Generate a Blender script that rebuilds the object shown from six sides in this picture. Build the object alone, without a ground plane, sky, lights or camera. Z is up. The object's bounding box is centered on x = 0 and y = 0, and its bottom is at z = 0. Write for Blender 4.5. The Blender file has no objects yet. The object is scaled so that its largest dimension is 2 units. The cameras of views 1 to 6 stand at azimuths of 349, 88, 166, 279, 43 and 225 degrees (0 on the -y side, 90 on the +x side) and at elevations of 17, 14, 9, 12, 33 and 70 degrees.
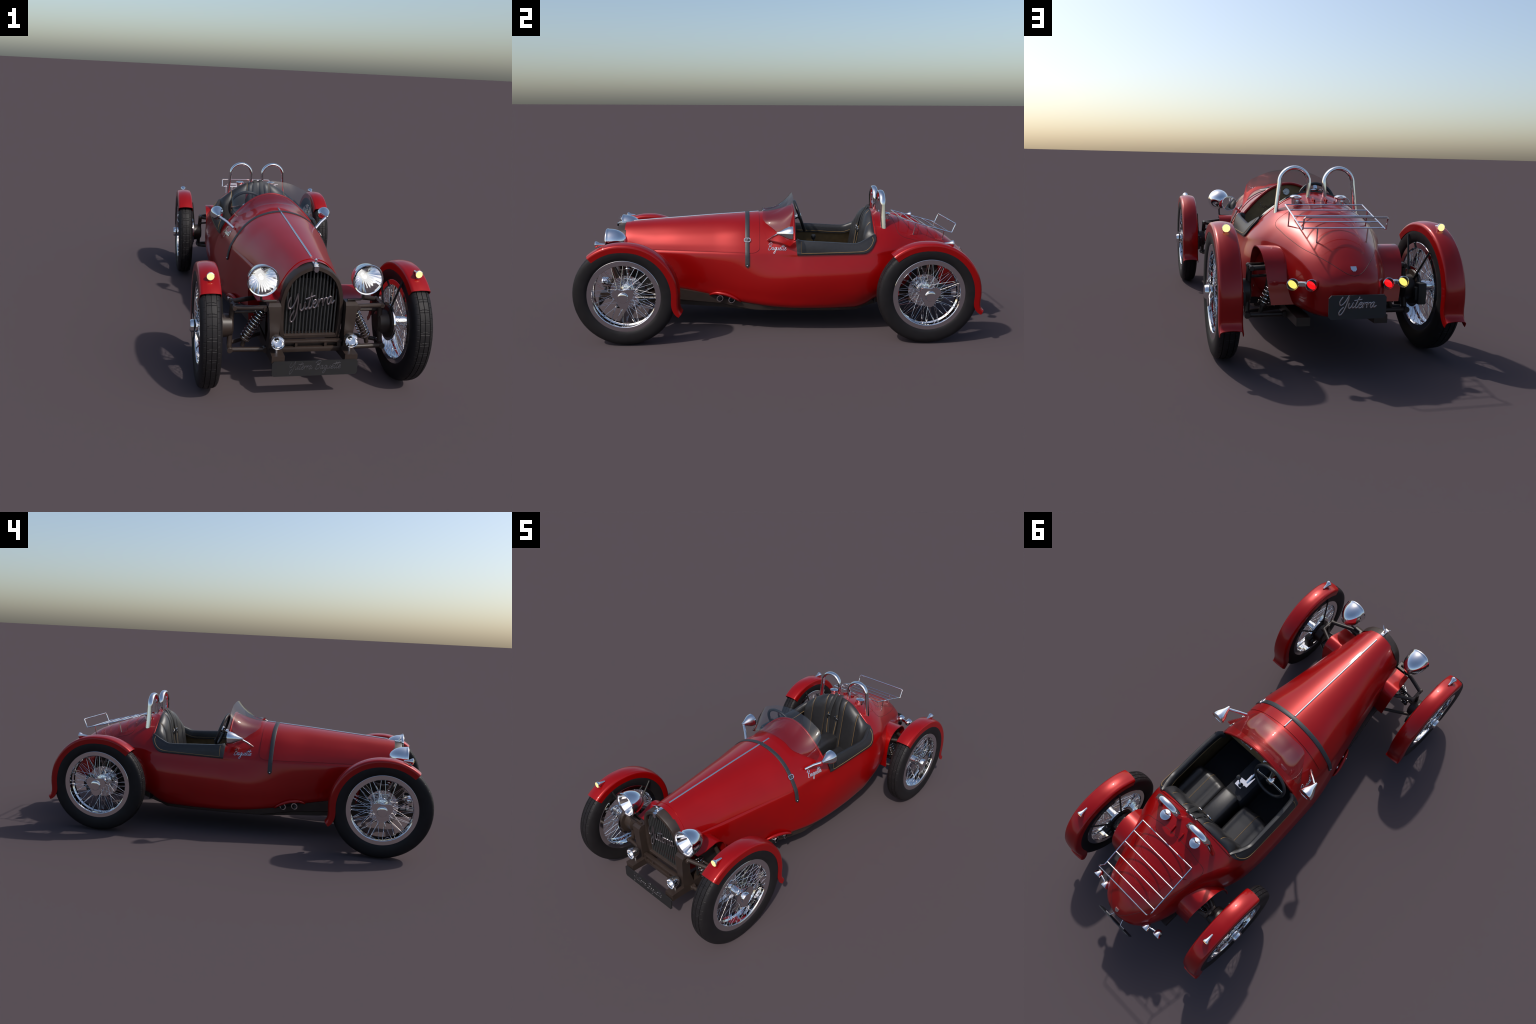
# Vintage red open two-seater, built part by part.  Front = -y, metres, z up.
import bpy, bmesh, math
import numpy as np
from mathutils import Vector

rng = np.random.default_rng(7)
PI = math.pi

# ------------------------------------------------------------------ materials
def material(name, color, rough=.5, metal=0., coat=0., spec=.5, noise=0., noise_scale=60.,
             bump=0., bump_scale=300., emit=None, emit_strength=0., alpha=1., rough_var=0.):
    m = bpy.data.materials.new(name); m.use_nodes = True
    nt = m.node_tree; b = nt.nodes['Principled BSDF']
    b.inputs['Roughness'].default_value = rough
    b.inputs['Metallic'].default_value = metal
    b.inputs['Coat Weight'].default_value = coat
    b.inputs['Coat Roughness'].default_value = .02
    b.inputs['Specular IOR Level'].default_value = spec
    tc = nt.nodes.new('ShaderNodeTexCoord')
    n = nt.nodes.new('ShaderNodeTexNoise'); n.inputs['Scale'].default_value = noise_scale
    n.inputs['Detail'].default_value = 4.
    nt.links.new(tc.outputs['Object'], n.inputs['Vector'])
    r = nt.nodes.new('ShaderNodeValToRGB')
    lo = [max(0, c*(1-noise)) for c in color]; hi = [min(1, c*(1+noise)) for c in color]
    r.color_ramp.elements[0].position = .3; r.color_ramp.elements[1].position = .7
    r.color_ramp.elements[0].color = (*lo, 1); r.color_ramp.elements[1].color = (*hi, 1)
    nt.links.new(n.outputs['Fac'], r.inputs['Fac'])
    nt.links.new(r.outputs['Color'], b.inputs['Base Color'])
    if rough_var:
        mr = nt.nodes.new('ShaderNodeMapRange')
        mr.inputs['To Min'].default_value = rough-rough_var; mr.inputs['To Max'].default_value = rough+rough_var
        nt.links.new(n.outputs['Fac'], mr.inputs['Value']); nt.links.new(mr.outputs['Result'], b.inputs['Roughness'])
    if bump:
        n2 = nt.nodes.new('ShaderNodeTexNoise'); n2.inputs['Scale'].default_value = bump_scale
        nt.links.new(tc.outputs['Object'], n2.inputs['Vector'])
        bp = nt.nodes.new('ShaderNodeBump'); bp.inputs['Strength'].default_value = bump
        bp.inputs['Distance'].default_value = .002
        nt.links.new(n2.outputs['Fac'], bp.inputs['Height']); nt.links.new(bp.outputs['Normal'], b.inputs['Normal'])
    if emit:
        b.inputs['Emission Color'].default_value = (*emit, 1); b.inputs['Emission Strength'].default_value = emit_strength
    return m

RED     = material('red_paint', (.29, .0005, .0006), rough=.34, metal=.28, coat=.45, spec=.25, noise=.03, noise_scale=8)
CHROME  = material('chrome', (.80, .80, .81), rough=.05, metal=1., noise=.02)
MIRROR  = material('mirror_glass', (.85, .86, .88), rough=.01, metal=1.)
BRONZE  = material('dark_bronze_frame', (.029, .0195, .016), rough=.42, metal=0., noise=.12, noise_scale=30, spec=.4)
RUBBER  = material('tyre_rubber', (.0105, .0092, .0102), rough=.55, noise=.15, noise_scale=40, spec=.22, bump=.08)
TREAD   = RUBBER
LEATHER = material('black_leather', (.017, .0165, .018), rough=.42, noise=.15, noise_scale=90, bump=.12, bump_scale=420)
STITCH  = material('tan_stitching', (.26, .16, .06), rough=.7, noise=.1)
TAN     = material('tan_panel', (.21, .135, .058), rough=.6, noise=.12, noise_scale=40, bump=.05)
CARPET  = material('black_carpet', (.019, .019, .022), rough=.9, noise=.25, noise_scale=200, bump=.3)
STRAPM  = material('strap_leather', (.022, .023, .027), rough=.5, noise=.15, noise_scale=120, bump=.08)
SLAT    = material('grille_slat_steel', (.035, .036, .038), rough=.45, metal=.3)
PLATE   = material('number_plate_black', (.016, .018, .022), rough=.42)
FPLATE  = material('number_plate_grey', (.013, .0125, .0135), rough=.6, spec=.3)
SCRIPTM = material('script_pewter', (.34, .30, .31), rough=.35, metal=1., noise=.05)
SCRIPTD = material('script_dark_pewter', (.22, .21, .22), rough=.35, metal=.9)
SEATB   = material('belt_webbing', (.012, .012, .013), rough=.7, bump=.1)
DIAL    = material('dial_white', (.75, .77, .76), rough=.4)
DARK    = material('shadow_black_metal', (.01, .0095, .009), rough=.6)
AMBER   = material('amber_lens', (.25, .12, .03), rough=.2, emit=(1.3, .97, .42), emit_strength=1.)
REDLENS = material('red_lens', (.3, .004, .004), rough=.2, emit=(1.1, .006, .010), emit_strength=1.)
PALEAMB = material('rear_amber_lens', (.25, .12, .02), rough=.2, emit=(1.2, .92, .19), emit_strength=1.)
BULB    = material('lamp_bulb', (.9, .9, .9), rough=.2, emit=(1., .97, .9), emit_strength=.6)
LINER     = material('lamp_liner_dark', (.02, .024, .03), rough=.12, metal=.0, spec=.6)
NEEDLE  = material('needle_black', (.02, .02, .02), rough=.5)

def glass_mat(name, tint, rough, opacity):
    m = bpy.data.materials.new(name); m.use_nodes = True; nt = m.node_tree
    for n in list(nt.nodes): nt.nodes.remove(n)
    o = nt.nodes.new('ShaderNodeOutputMaterial'); mix = nt.nodes.new('ShaderNodeMixShader')
    tr = nt.nodes.new('ShaderNodeBsdfTransparent'); tr.inputs['Color'].default_value = (*tint, 1)
    p = nt.nodes.new('ShaderNodeBsdfGlossy'); p.inputs['Color'].default_value = (.85, .87, .87, 1)
    p.inputs['Roughness'].default_value = rough
    fr = nt.nodes.new('ShaderNodeLayerWeight'); fr.inputs['Blend'].default_value = .07
    ad = nt.nodes.new('ShaderNodeMath'); ad.operation = 'ADD'; ad.use_clamp = True
    ad.inputs[1].default_value = opacity
    nt.links.new(fr.outputs['Fresnel'], ad.inputs[0])
    nt.links.new(ad.outputs[0], mix.inputs['Fac']); nt.links.new(tr.outputs[0], mix.inputs[1]); nt.links.new(p.outputs[0], mix.inputs[2])
    nt.links.new(mix.outputs[0], o.inputs['Surface'])
    return m
GLASS = glass_mat('smoked_screen', (.76, .77, .76), .03, .08)

# ------------------------------------------------------------------ object helpers
def empty(name, loc=(0, 0, 0), parent=None):
    o = bpy.data.objects.new(name, None); o.location = loc; o.empty_display_size = .05
    bpy.context.scene.collection.objects.link(o)
    if parent: o.parent = parent
    return o

CAR = empty('vintage_roadster')
CAR['label'] = 'red open two-seat vintage roadster with wire wheels'
CAR['category'] = 'sports car'

def mesh_data(name, V, F, mats, angle=40, midx=None):
    me = bpy.data.meshes.new(name)
    me.from_pydata([tuple(map(float, v)) for v in V], [], [tuple(int(i) for i in f) for f in F])
    if not isinstance(mats, (list, tuple)): mats = [mats]
    for m in mats: me.materials.append(m)
    bm = bmesh.new(); bm.from_mesh(me)
    bmesh.ops.remove_doubles(bm, verts=bm.verts, dist=1e-6)
    bmesh.ops.recalc_face_normals(bm, faces=bm.faces)
    bm.to_mesh(me); bm.free()
    me.polygons.foreach_set('use_smooth', [True]*len(me.polygons))
    me.set_sharp_from_angle(angle=math.radians(angle))
    if midx is not None and len(midx) == len(me.polygons):
        me.polygons.foreach_set('material_index', midx)
    me.update()
    return me

def obj(name, me, parent=CAR, loc=None):
    o = bpy.data.objects.new(name, me); bpy.context.scene.collection.objects.link(o)
    o.parent = parent
    if loc is not None: o.location = loc
    return o

def add(name, VF, mat, parent=CAR, angle=40, loc=None):
    V, F = VF
    return obj(name, mesh_data(name, V, F, mat, angle), parent, loc)

def mirror(VF):
    V, F = VF
    V = [(-v[0], v[1], v[2]) for v in V]
    return V, [tuple(reversed(f)) for f in F]

def pair(name, VF, mat, parent=CAR, angle=40):
    return add(name, VF, mat, parent, angle), add(name, mirror(VF), mat, parent, angle)

def merge(*parts):
    V, F = [], []
    for v, f in parts:
        k = len(V); V += [tuple(p) for p in v]; F += [tuple(i+k for i in q) for q in f]
    return V, F

def grid(P, closed_u=False, closed_v=False, cap=False):
    """P[i][j] -> quads"""
    n, m = len(P), len(P[0]); V = [tuple(p) for r in P for p in r]; F = []
    for i in range(n if closed_u else n-1):
        for j in range(m if closed_v else m-1):
            a, b = i, (i+1) % n; c, d = j, (j+1) % m
            F.append((a*m+c, a*m+d, b*m+d, b*m+c))
    if cap and closed_v and not closed_u:
        F.append(tuple(range(m-1, -1, -1))); F.append(tuple((n-1)*m+j for j in range(m)))
    return V, F

def catmull(pts, n=8, closed=False):
    pts = [np.array(p, float) for p in pts]; out = []; N = len(pts)
    rngk = range(N) if closed else range(N-1)
    for i in rngk:
        p1, p2 = pts[i], pts[(i+1) % N]
        p0 = pts[i-1] if (closed or i > 0) else 2*p1-p2
        p3 = pts[(i+2) % N] if (closed or i+2 < N) else 2*p2-p1
        for k in range(n):
            t = k/n
            out.append(.5*((2*p1)+(-p0+p2)*t+(2*p0-5*p1+4*p2-p3)*t*t+(-p0+3*p1-3*p2+p3)*t**3))
    if not closed: out.append(pts[-1])
    return out

def tube(pts, r, seg=10, closed=False, cap=True, ry=None, up=None, taper=None):
    """sweep; r along binormal-ish 'side', ry along 'up'"""
    pts = [np.array(p, float) for p in pts]; n = len(pts); ry = r if ry is None else ry
    T = []
    for i in range(n):
        if closed: d = pts[(i+1) % n]-pts[i-1]
        else: d = pts[min(i+1, n-1)]-pts[max(i-1, 0)]
        T.append(d/(np.linalg.norm(d)+1e-12))
    u = np.array(up, float) if up is not None else (np.array([0, 0, 1.]) if abs(T[0][2]) < .9 else np.array([0, 1., 0]))
    P = []
    for i in range(n):
        if up is not None: u = np.array(up, float)
        u = u-T[i]*np.dot(u, T[i]); u /= (np.linalg.norm(u)+1e-12); s = np.cross(T[i], u)
        k = taper[i] if taper is not None else 1.
        P.append([pts[i]+k*(s*r*math.cos(a)+u*ry*math.sin(a)) for a in np.linspace(0, 2*PI, seg, endpoint=False)])
    return grid(P, closed_u=closed, closed_v=True, cap=cap and not closed)

def rod(a, b, r, seg=12): return tube([a, b], r, seg)

def lathe(prof, axis=(0, 1, 0), origin=(0, 0, 0), seg=40, close=False):
    """prof: list of (t along axis, radius)"""
    ax = Vector(axis).normalized(); q = Vector((0, 0, 1)).rotation_difference(ax)
    e1 = np.array(q @ Vector((1, 0, 0))); e2 = np.array(q @ Vector((0, 1, 0))); ax = np.array(ax); o = np.array(origin, float)
    P = [[o+ax*t+max(r, 1e-5)*(e1*math.cos(a)+e2*math.sin(a)) for a in np.linspace(0, 2*PI, seg, endpoint=False)] for t, r in prof]
    return grid(P, closed_u=close, closed_v=True)

def box(c, s, bev=0., rot=None, taper_top=1.):
    """rounded box by bmesh"""
    bm = bmesh.new(); bmesh.ops.create_cube(bm, size=1.)
    for v in bm.verts:
        k = taper_top if v.co.z > 0 else 1.
        v.co = Vector((v.co.x*s[0]*k, v.co.y*s[1]*k, v.co.z*s[2]))
    if bev: bmesh.ops.bevel(bm, geom=list(bm.edges), offset=bev, segments=2, affect='EDGES', profile=.5)
    if rot:
        from mathutils import Euler
        bmesh.ops.rotate(bm, verts=bm.verts, cent=(0, 0, 0), matrix=Euler(rot).to_matrix())
    V = [(v.co.x+c[0], v.co.y+c[1], v.co.z+c[2]) for v in bm.verts]
    bm.verts.index_update(); F = [tuple(v.index for v in f.verts) for f in bm.faces]; bm.free()
    return V, F

def slab(poly, y0, y1, plane='xz'):
    """extrude polygon of (a,b) between y0,y1"""
    n = len(poly)
    f = (lambda a, b, y: (a, y, b)) if plane == 'xz' else ((lambda a, b, y: (y, a, b)) if plane == 'yz' else (lambda a, b, y: (a, b, y)))
    V = [f(a, b, y0) for a, b in poly]+[f(a, b, y1) for a, b in poly]
    F = [tuple(range(n)), tuple(range(2*n-1, n-1, -1))]+[(i, i+n, (i+1) % n+n, (i+1) % n) for i in range(n)]
    return V, F

# ------------------------------------------------------------------ BODY SURFACE
# half sections: P0 top centre .. P3 sill level, P4 hood crease, P5 below it, P6 widest, P7, P8 bottom corner, P9 bottom centre
ST = [
 (-.812, [(0,.5130),(.047,.501),(.083,.466),(.109,.425),(.120,.397),(.123,.380),(.125,.320),(.122,.255),(.112,.214),(0,.214)]),
 (-.770, [(0,.5165),(.051,.503),(.090,.466),(.115,.425),(.127,.397),(.131,.387),(.134,.320),(.131,.250),(.122,.208),(0,.205)]),
 (-.646, [(0,.5265),(.061,.511),(.105,.470),(.135,.427),(.149,.397),(.156,.386),(.160,.310),(.154,.245),(.140,.208),(0,.203)]),
 (-.520, [(0,.5360),(.072,.519),(.122,.476),(.155,.429),(.170,.397),(.177,.385),(.182,.305),(.177,.240),(.164,.197),(0,.192)]),
 (-.360, [(0,.5485),(.084,.530),(.139,.486),(.177,.435),(.197,.397),(.203,.385),(.212,.295),(.210,.222),(.199,.173),(0,.165)]),
 (-.195, [(0,.5595),(.099,.538),(.158,.498),(.202,.440),(.226,.397),(.231,.384),(.246,.288),(.249,.198),(.238,.147),(0,.136)]),
 (-.080, [(0,.5690),(.097,.544),(.160,.500),(.207,.445),(.234,.397),(.239,.380),(.263,.285),(.268,.188),(.257,.135),(0,.126)]),
 (-.010, [(0,.5840),(.090,.558),(.155,.513),(.208,.460),(.241,.400),(.246,.378),(.271,.285),(.274,.182),(.261,.129),(0,.122)]),
 ( .045, [(0,.6010),(.075,.582),(.140,.535),(.212,.457),(.247,.400),(.251,.378),(.276,.290),(.277,.180),(.262,.126),(0,.120)]),
 ( .075, [(0,.6020),(.085,.582),(.160,.530),(.241,.451),(.252,.400),(.256,.378),(.279,.290),(.279,.180),(.262,.125),(0,.120)]),
 ( .200, [(0,.5980),(.085,.580),(.165,.530),(.247,.444),(.258,.400),(.263,.378),(.286,.295),(.283,.180),(.260,.124),(0,.120)]),
 ( .340, [(0,.5900),(.085,.575),(.160,.528),(.247,.437),(.262,.402),(.268,.380),(.290,.300),(.283,.182),(.247,.124),(0,.120)]),
 ( .395, [(0,.5860),(.085,.570),(.150,.530),(.234,.456),(.263,.405),(.269,.382),(.290,.305),(.281,.194),(.243,.138),(0,.130)]),
 ( .445, [(0,.5830),(.082,.567),(.140,.535),(.213,.476),(.261,.412),(.268,.388),(.288,.310),(.278,.210),(.240,.168),(0,.155)]),
 (.500, [(0,.5700),(.078,.558),(.136,.530),(.203,.478),(.251,.419),(.259,.394),(.278,.315),(.266,.224),(.224,.186),(0,.172)]),
 (.560, [(0,.5520),(.072,.542),(.128,.518),(.189,.475),(.232,.423),(.240,.399),(.257,.320),(.246,.238),(.206,.200),(0,.185)]),
 (.620, [(0,.5350),(.066,.526),(.118,.505),(.170,.467),(.205,.423),(.213,.400),(.228,.322),(.219,.248),(.187,.207),(0,.192)]),
 (.690, [(0,.5110),(.060,.503),(.107,.484),(.153,.449),(.183,.411),(.190,.391),(.204,.322),(.197,.252),(.169,.208),(0,.195)]),
 (.760, [(0,.4860),(.054,.478),(.096,.458),(.136,.426),(.161,.394),(.168,.377),(.182,.318),(.177,.250),(.153,.206),(0,.196)]),
 (.820, [(0,.4600),(.050,.452),(.088,.434),(.123,.405),(.147,.376),(.153,.360),(.165,.312),(.160,.250),(.138,.205),(0,.196)]),
 ( .870, [(0,.4290),(.044,.422),(.077,.407),(.108,.383),(.129,.358),(.135,.345),(.144,.306),(.140,.250),(.121,.204),(0,.196)]),
 ( .915, [(0,.3920),(.036,.387),(.062,.376),(.087,.358),(.104,.340),(.109,.330),(.116,.300),(.113,.250),(.098,.206),(0,.198)]),
 ( .945, [(0,.3640),(.027,.360),(.047,.352),(.065,.340),(.077,.326),(.081,.318),(.086,.294),(.083,.250),(.073,.212),(0,.203)]),
 ( .960, [(0,.3440),(.017,.342),(.030,.336),(.041,.327),(.048,.317),(.050,.311),(.053,.290),(.051,.252),(.044,.222),(0,.215)]),
 ( .966, [(0,.3250),(.008,.324),(.014,.321),(.019,.315),(.022,.308),(.023,.304),(.024,.288),(.023,.258),(.020,.240),(0,.236)]),
]
YS = np.array([s[0] for s in ST]); CP = np.array([s[1] for s in ST])       # (n,10,2)

def pchip(xs, ys, x):
    h = np.diff(xs); d = np.diff(ys)/h; n = len(xs); m = np.zeros(n)
    m[0], m[-1] = d[0], d[-1]
    for i in range(1, n-1):
        if d[i-1]*d[i] > 0:
            w1 = 2*h[i]+h[i-1]; w2 = h[i]+2*h[i-1]
            m[i] = (w1+w2)/(w1/d[i-1]+w2/d[i])
    i = np.clip(np.searchsorted(xs, x)-1, 0, n-2); t = (x-xs[i])/h[i]
    return ((2*t**3-3*t*t+1)*ys[i]+(t**3-2*t*t+t)*h[i]*m[i]+(-2*t**3+3*t*t)*ys[i+1]+(t**3-t*t)*h[i]*m[i+1])

_cache = {}
def section(y):
    """control points of the half section at y, plus sharpness of the hood crease"""
    k = round(float(y), 6)
    if k not in _cache:
        c = np.array([[pchip(YS, CP[:, j, a], y) for a in (0, 1)] for j in range(10)])
        w = 1.-min(max((y+.17)/.12, 0), 1)                     # 1 = sharp crease on the hood, 0 = smooth
        ext = np.vstack([[-c[1, 0], c[1, 1]], c, [-c[8, 0], c[8, 1]]])   # mirrored neighbours
        _cache[k] = (c, ext, w)
    return _cache[k]

def cr(p0, p1, p2, p3, t):
    # centripetal-like tangents by chord length (avoids overshoot)
    d0, d1, d2 = [max(np.linalg.norm(b-a), 1e-6)**.5 for a, b in ((p0, p1), (p1, p2), (p2, p3))]
    m1 = (p1-p0)/d0-(p2-p0)/(d0+d1)+(p2-p1)/d1; m2 = (p2-p1)/d1-(p3-p1)/(d1+d2)+(p3-p2)/d2
    m1 *= d1; m2 *= d1
    return (2*t**3-3*t*t+1)*p1+(t**3-2*t*t+t)*m1+(-2*t**3+3*t*t)*p2+(t**3-t*t)*m2

def S(y, u):
    """body surface, +x side"""
    c, e, w = section(y)
    i = int(min(max(math.floor(u), 0), 8)); t = u-i
    p = cr(e[i], e[i+1], e[i+2], e[i+3], t)
    if w > 0 and i in (3, 4):
        q = cr(e[i], e[i+1], e[i+2], 2*e[i+2]-e[i+1], t) if i == 3 else cr(2*e[i+1]-e[i+2], e[i+1], e[i+2], e[i+3], t)
        p = p*(1-w)+q*w
    return np.array([max(p[0], 0), y, p[1]])

def N(y, u):
    h = 2e-3
    a = S(min(y+h, .965), u)-S(max(y-h, -.811), u); b = S(y, min(u+.02, 9))-S(y, max(u-.02, 0))
    if u < .03: b = np.array([.01, 0, 0])
    n = np.cross(a, b); n /= (np.linalg.norm(n)+1e-12)
    c = S(y, u)-np.array([0, y, .33])
    return n if np.dot(n, c) > 0 else -n

def off(y, u, d): return S(y, u)+N(y, u)*d

def find_u(y, z, lo=0., hi=8.):
    for _ in range(40):
        m = .5*(lo+hi)
        if S(y, m)[2] > z: lo = m
        else: hi = m
    return .5*(lo+hi)

Y_DASH, Y_REAR = .045, .445
def body():
    ys = sorted(set(np.round(np.concatenate([np.linspace(-.812, Y_DASH, 62), np.linspace(Y_DASH, Y_REAR, 34),
          np.linspace(Y_REAR, .90, 38), np.linspace(.90, .966, 16)]), 6)))
    us = np.concatenate([np.linspace(0, 3, 22), np.linspace(3, 9, 36)[1:]])
    P = [[S(y, u) for u in us]+[S(y, u)*np.array([-1, 1, 1]) for u in us[::-1]] for y in ys]
    V, F = grid(P, closed_v=True)
    nU = len(us); m = 2*nU; k = int(np.argmin(abs(us-3)))
    out = []
    for f in F:
        i = min(f)//m; js = [q % m for q in f]
        ymid = .5*(ys[i]+ys[min(i+1, len(ys)-1)])
        jj = [j if j < nU else m-1-j for j in js]
        if Y_DASH < ymid < Y_REAR and max(jj) <= k: continue          # cockpit opening
        out.append(f)
    n = len(ys)-1
    out.append(tuple(n*m+j for j in range(m)))
    return V, out
add('body_shell', body(), RED, angle=28)

# hood panel, a separate skin standing 2 mm proud with turned-down edges
def hood():
    y0, y1 = -.786, -.128
    us = list(np.linspace(0, 4, 34)); full = [-u for u in us[::-1]]+us[1:]
    def pt(t, uu, d):
        u = abs(uu); corner = max(0, (u-3.45)/.55); yr = y1-.030*corner**2.2
        y = y0+t*(yr-y0); p = off(y, min(u, 3.985), d) if u < 3.9 else S(y, min(u, 3.985))+np.array([.7, 0, .5])*d
        if uu < 0: p = p*np.array([-1, 1, 1])
        return p
    ts = np.linspace(0, 1, 60)
    P = []
    P.append([pt(0, u, -.001) for u in full])
    for t in ts: P.append([pt(t, u, .0022) for u in full])
    P.append([pt(1, u, -.001) for u in full])
    for r, t in zip(P, [0]+list(ts)+[1]):
        r.insert(0, pt(t, full[0], -.001)); r.append(pt(t, full[-1], -.001))
    return grid(P)
add('hood', hood(), RED, angle=35)

# chrome strip along the hood crest
for y0, y1 in ((-.775, -.1995), (-.1765, -.130)):
    strip = [np.array([0, y, S(y, 0)[2]+.0035]) for y in np.linspace(y0, y1, 24)]
    add('hood_strip', tube(strip, .0038, 10, ry=.0036), CHROME)

# narrow collar in front of the hood
def band(y0, y1, u0, u1, d, nu=50, edge=.0):
    us = np.linspace(u0, u1, nu); full = [-u for u in us[::-1]]+list(us[1:] if u0 == 0 else us)
    f = lambda y, uu, dd: off(y, abs(uu), dd)*np.array([1 if uu >= 0 else -1, 1, 1])
    P = [[f(y0, u, edge) for u in full], [f(y0, u, d) for u in full], [f(y1, u, d) for u in full], [f(y1, u, edge) for u in full]]
    return grid(P)

# hood strap with buckle and rivet
def strap():
    yc, hw = -.188, .0105
    u_end = find_u(yc, .327)
    us = np.linspace(0, u_end, 70)
    def f(dy, u, d):
        p = off(yc+dy, u, d); return p
    side = []
    for u in us:
        k = max(0, 1-(u_end-u)/.10); w = hw*math.sqrt(max(.02, 1-k*k))
        d = .0055
        side.append([f(-w, u, .001), f(-w, u, d-.001), f(-w*.8, u, d), f(w*.8, u, d), f(w, u, d-.001), f(w, u, .001)])
    rows = [[p*np.array([-1, 1, 1]) for p in r] for r in side[::-1]]+side[1:]
    return grid(rows)
add('hood_strap', strap(), STRAPM, angle=60)
ub = find_u(-.188, .4535)
def frame_at(y, u):
    p = S(y, u); n = N(y, u); t = np.array([0, 1., 0]); t -= n*np.dot(n, t); t /= np.linalg.norm(t); s = np.cross(n, t)
    return p, n, t, s
def on_surface(VF, y, u, d=0.):
    """place part built in (t=y-direction, s=down, n=out) coordinates"""
    p, n, t, s = frame_at(y, u)
    if s[2] > 0: s = -s
    V, F = VF
    return [tuple(p+t*v[0]+s*v[1]+n*(v[2]+d)) for v in V], F
def ring_rect(w, h, r, seg=6):
    pts = [(-w, -h, 0), (w, -h, 0), (w, h, 0), (-w, h, 0)]
    pts2 = []
    for i, p in enumerate(pts):
        q = np.array(p); a = np.array(pts[i-1]); b = np.array(pts[(i+1) % 4])
        pts2 += [q+(a-q)*.2, q+(b-q)*.2]
    return tube(pts2, r, seg, closed=True)
buckle = merge(ring_rect(.0145, .010, .0028), rod((0, -.009, .001), (0, .004, .002), .0014, 6))
add('strap_buckle', on_surface(buckle, -.188, ub, .006), CHROME)
rivet = lathe([(0, .0035), (.0012, .0032), (.0022, .002), (.0025, 0)], (0, 0, 1), seg=12)
pair('strap_rivet', on_surface(rivet, -.188, find_u(-.188, .337), .005), CHROME)

# trunk lid seam and hinges
def surf_curve(pts, r, d=0., n=8, seg=6):
    c = catmull(pts, n)
    return tube([off(min(y, .964), max(u, 0.), d) for y, u in c], r, seg)
seam = [(.548, 0), (.552, 1.2), (.559, 2.06), (.560, 2.4), (.565, 2.76), (.584, 3.04), (.613, 3.2), (.683, 3.30), (.771, 3.20), (.841, 2.82), (.893, 2.34), (.934, 1.7), (.955, .95), (.960, 0)]
cs = catmull(seam, 10); half = [off(y, max(u, 0), -.0004) for y, u in cs]
loop = half+[p*np.array([-1, 1, 1]) for p in half[::-1][1:-1]]
SEAMM = material('seam_dark_red', (.05, .002, .002), rough=.6)
add('trunk_seam', tube(loop, .0011, 6, closed=True), SEAMM)  # dark tube half sunk in the skin, drawn in place of a gap
hinge = merge(box((0, 0, .006), (.030, .007, .006), .001), box((-.011, 0, .003), (.005, .006, .008)), box((.011, 0, .003), (.005, .006, .008)))
uh = 0.32
pair('trunk_hinge', on_surface(hinge, .533, uh, 0), RED)

# rolled rim round the cockpit opening
front_rim = [off(Y_DASH, u, -.001) for u in np.linspace(0, 3, 34)]
rimF = [p*np.array([-1, 1, 1]) for p in front_rim[::-1]]+front_rim[1:]
add('dash_rim', tube(rimF, .0065, 12), RED)
rear_rim = [off(Y_REAR, u, -.003) for u in np.linspace(0, 3.1, 34)]
rimR = [p*np.array([-1, 1, 1]) for p in rear_rim[::-1]]+rear_rim[1:]
add('rear_deck_rim', tube(rimR, .006, 12), RED)

# ------------------------------------------------------------------ COCKPIT TRIM (padded leather sill)
def z_low(y):
    if y < .36: return .391+.008*max(0, (y-.06)/.3)
    t = (y-.36)/.082
    return .399+.058*t**3
def trim():
    ys = np.concatenate([np.linspace(.056, .36, 26), np.linspace(.36, .442, 16)[1:]])
    rows = []
    for y in ys:
        ul = find_u(y, z_low(y)); uo = np.linspace(ul, 3.0, 8)
        o = [off(y, ul, .001)]+[off(y, u, .0085 if 0 < i else .006) for i, u in enumerate(uo)]
        top = S(y, 3.0)
        inn = np.array([-1., 0, 0])
        o += [top+np.array([.004, 0, .0115]), top+inn*.006+np.array([0, 0, .0125]), top+inn*.014+np.array([0, 0, .008]),
              top+inn*.017+np.array([0, 0, -.004]), top+inn*.016+np.array([0, 0, -.035])]
        o += [top+inn*.004+np.array([0, 0, -.036])]
        rows.append(o)
    return grid(rows, closed_v=True, cap=True)
pair('cockpit_trim', trim(), LEATHER, angle=50)
def trim_stitch():
    pts = []
    zf = .079
    for z in np.linspace(.455, .403, 6): pts.append((zf-.004, z))
    for y in np.linspace(.083, .36, 16): pts.append((y, z_low(y)+.0095))
    for y in np.linspace(.372, .428, 8): pts.append((y-.006, z_low(y)+.0105))
    pts.append((.428, .457)); pts.append((.426, .470))
    out = []
    for y, z in pts:
        zz = min(z, S(y, 3.0)[2]+.002); out.append(off(y, find_u(y, zz), .0092))
    return tube(out, .0011, 6)
pair('trim_stitching', trim_stitch(), STITCH)
inner_st = [S(y, 3.)+np.array([-.0178, 0, -.026]) for y in np.linspace(.07, .43, 24)]
pair('trim_inner_stitching', tube(inner_st, .001, 6), STITCH)

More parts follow.
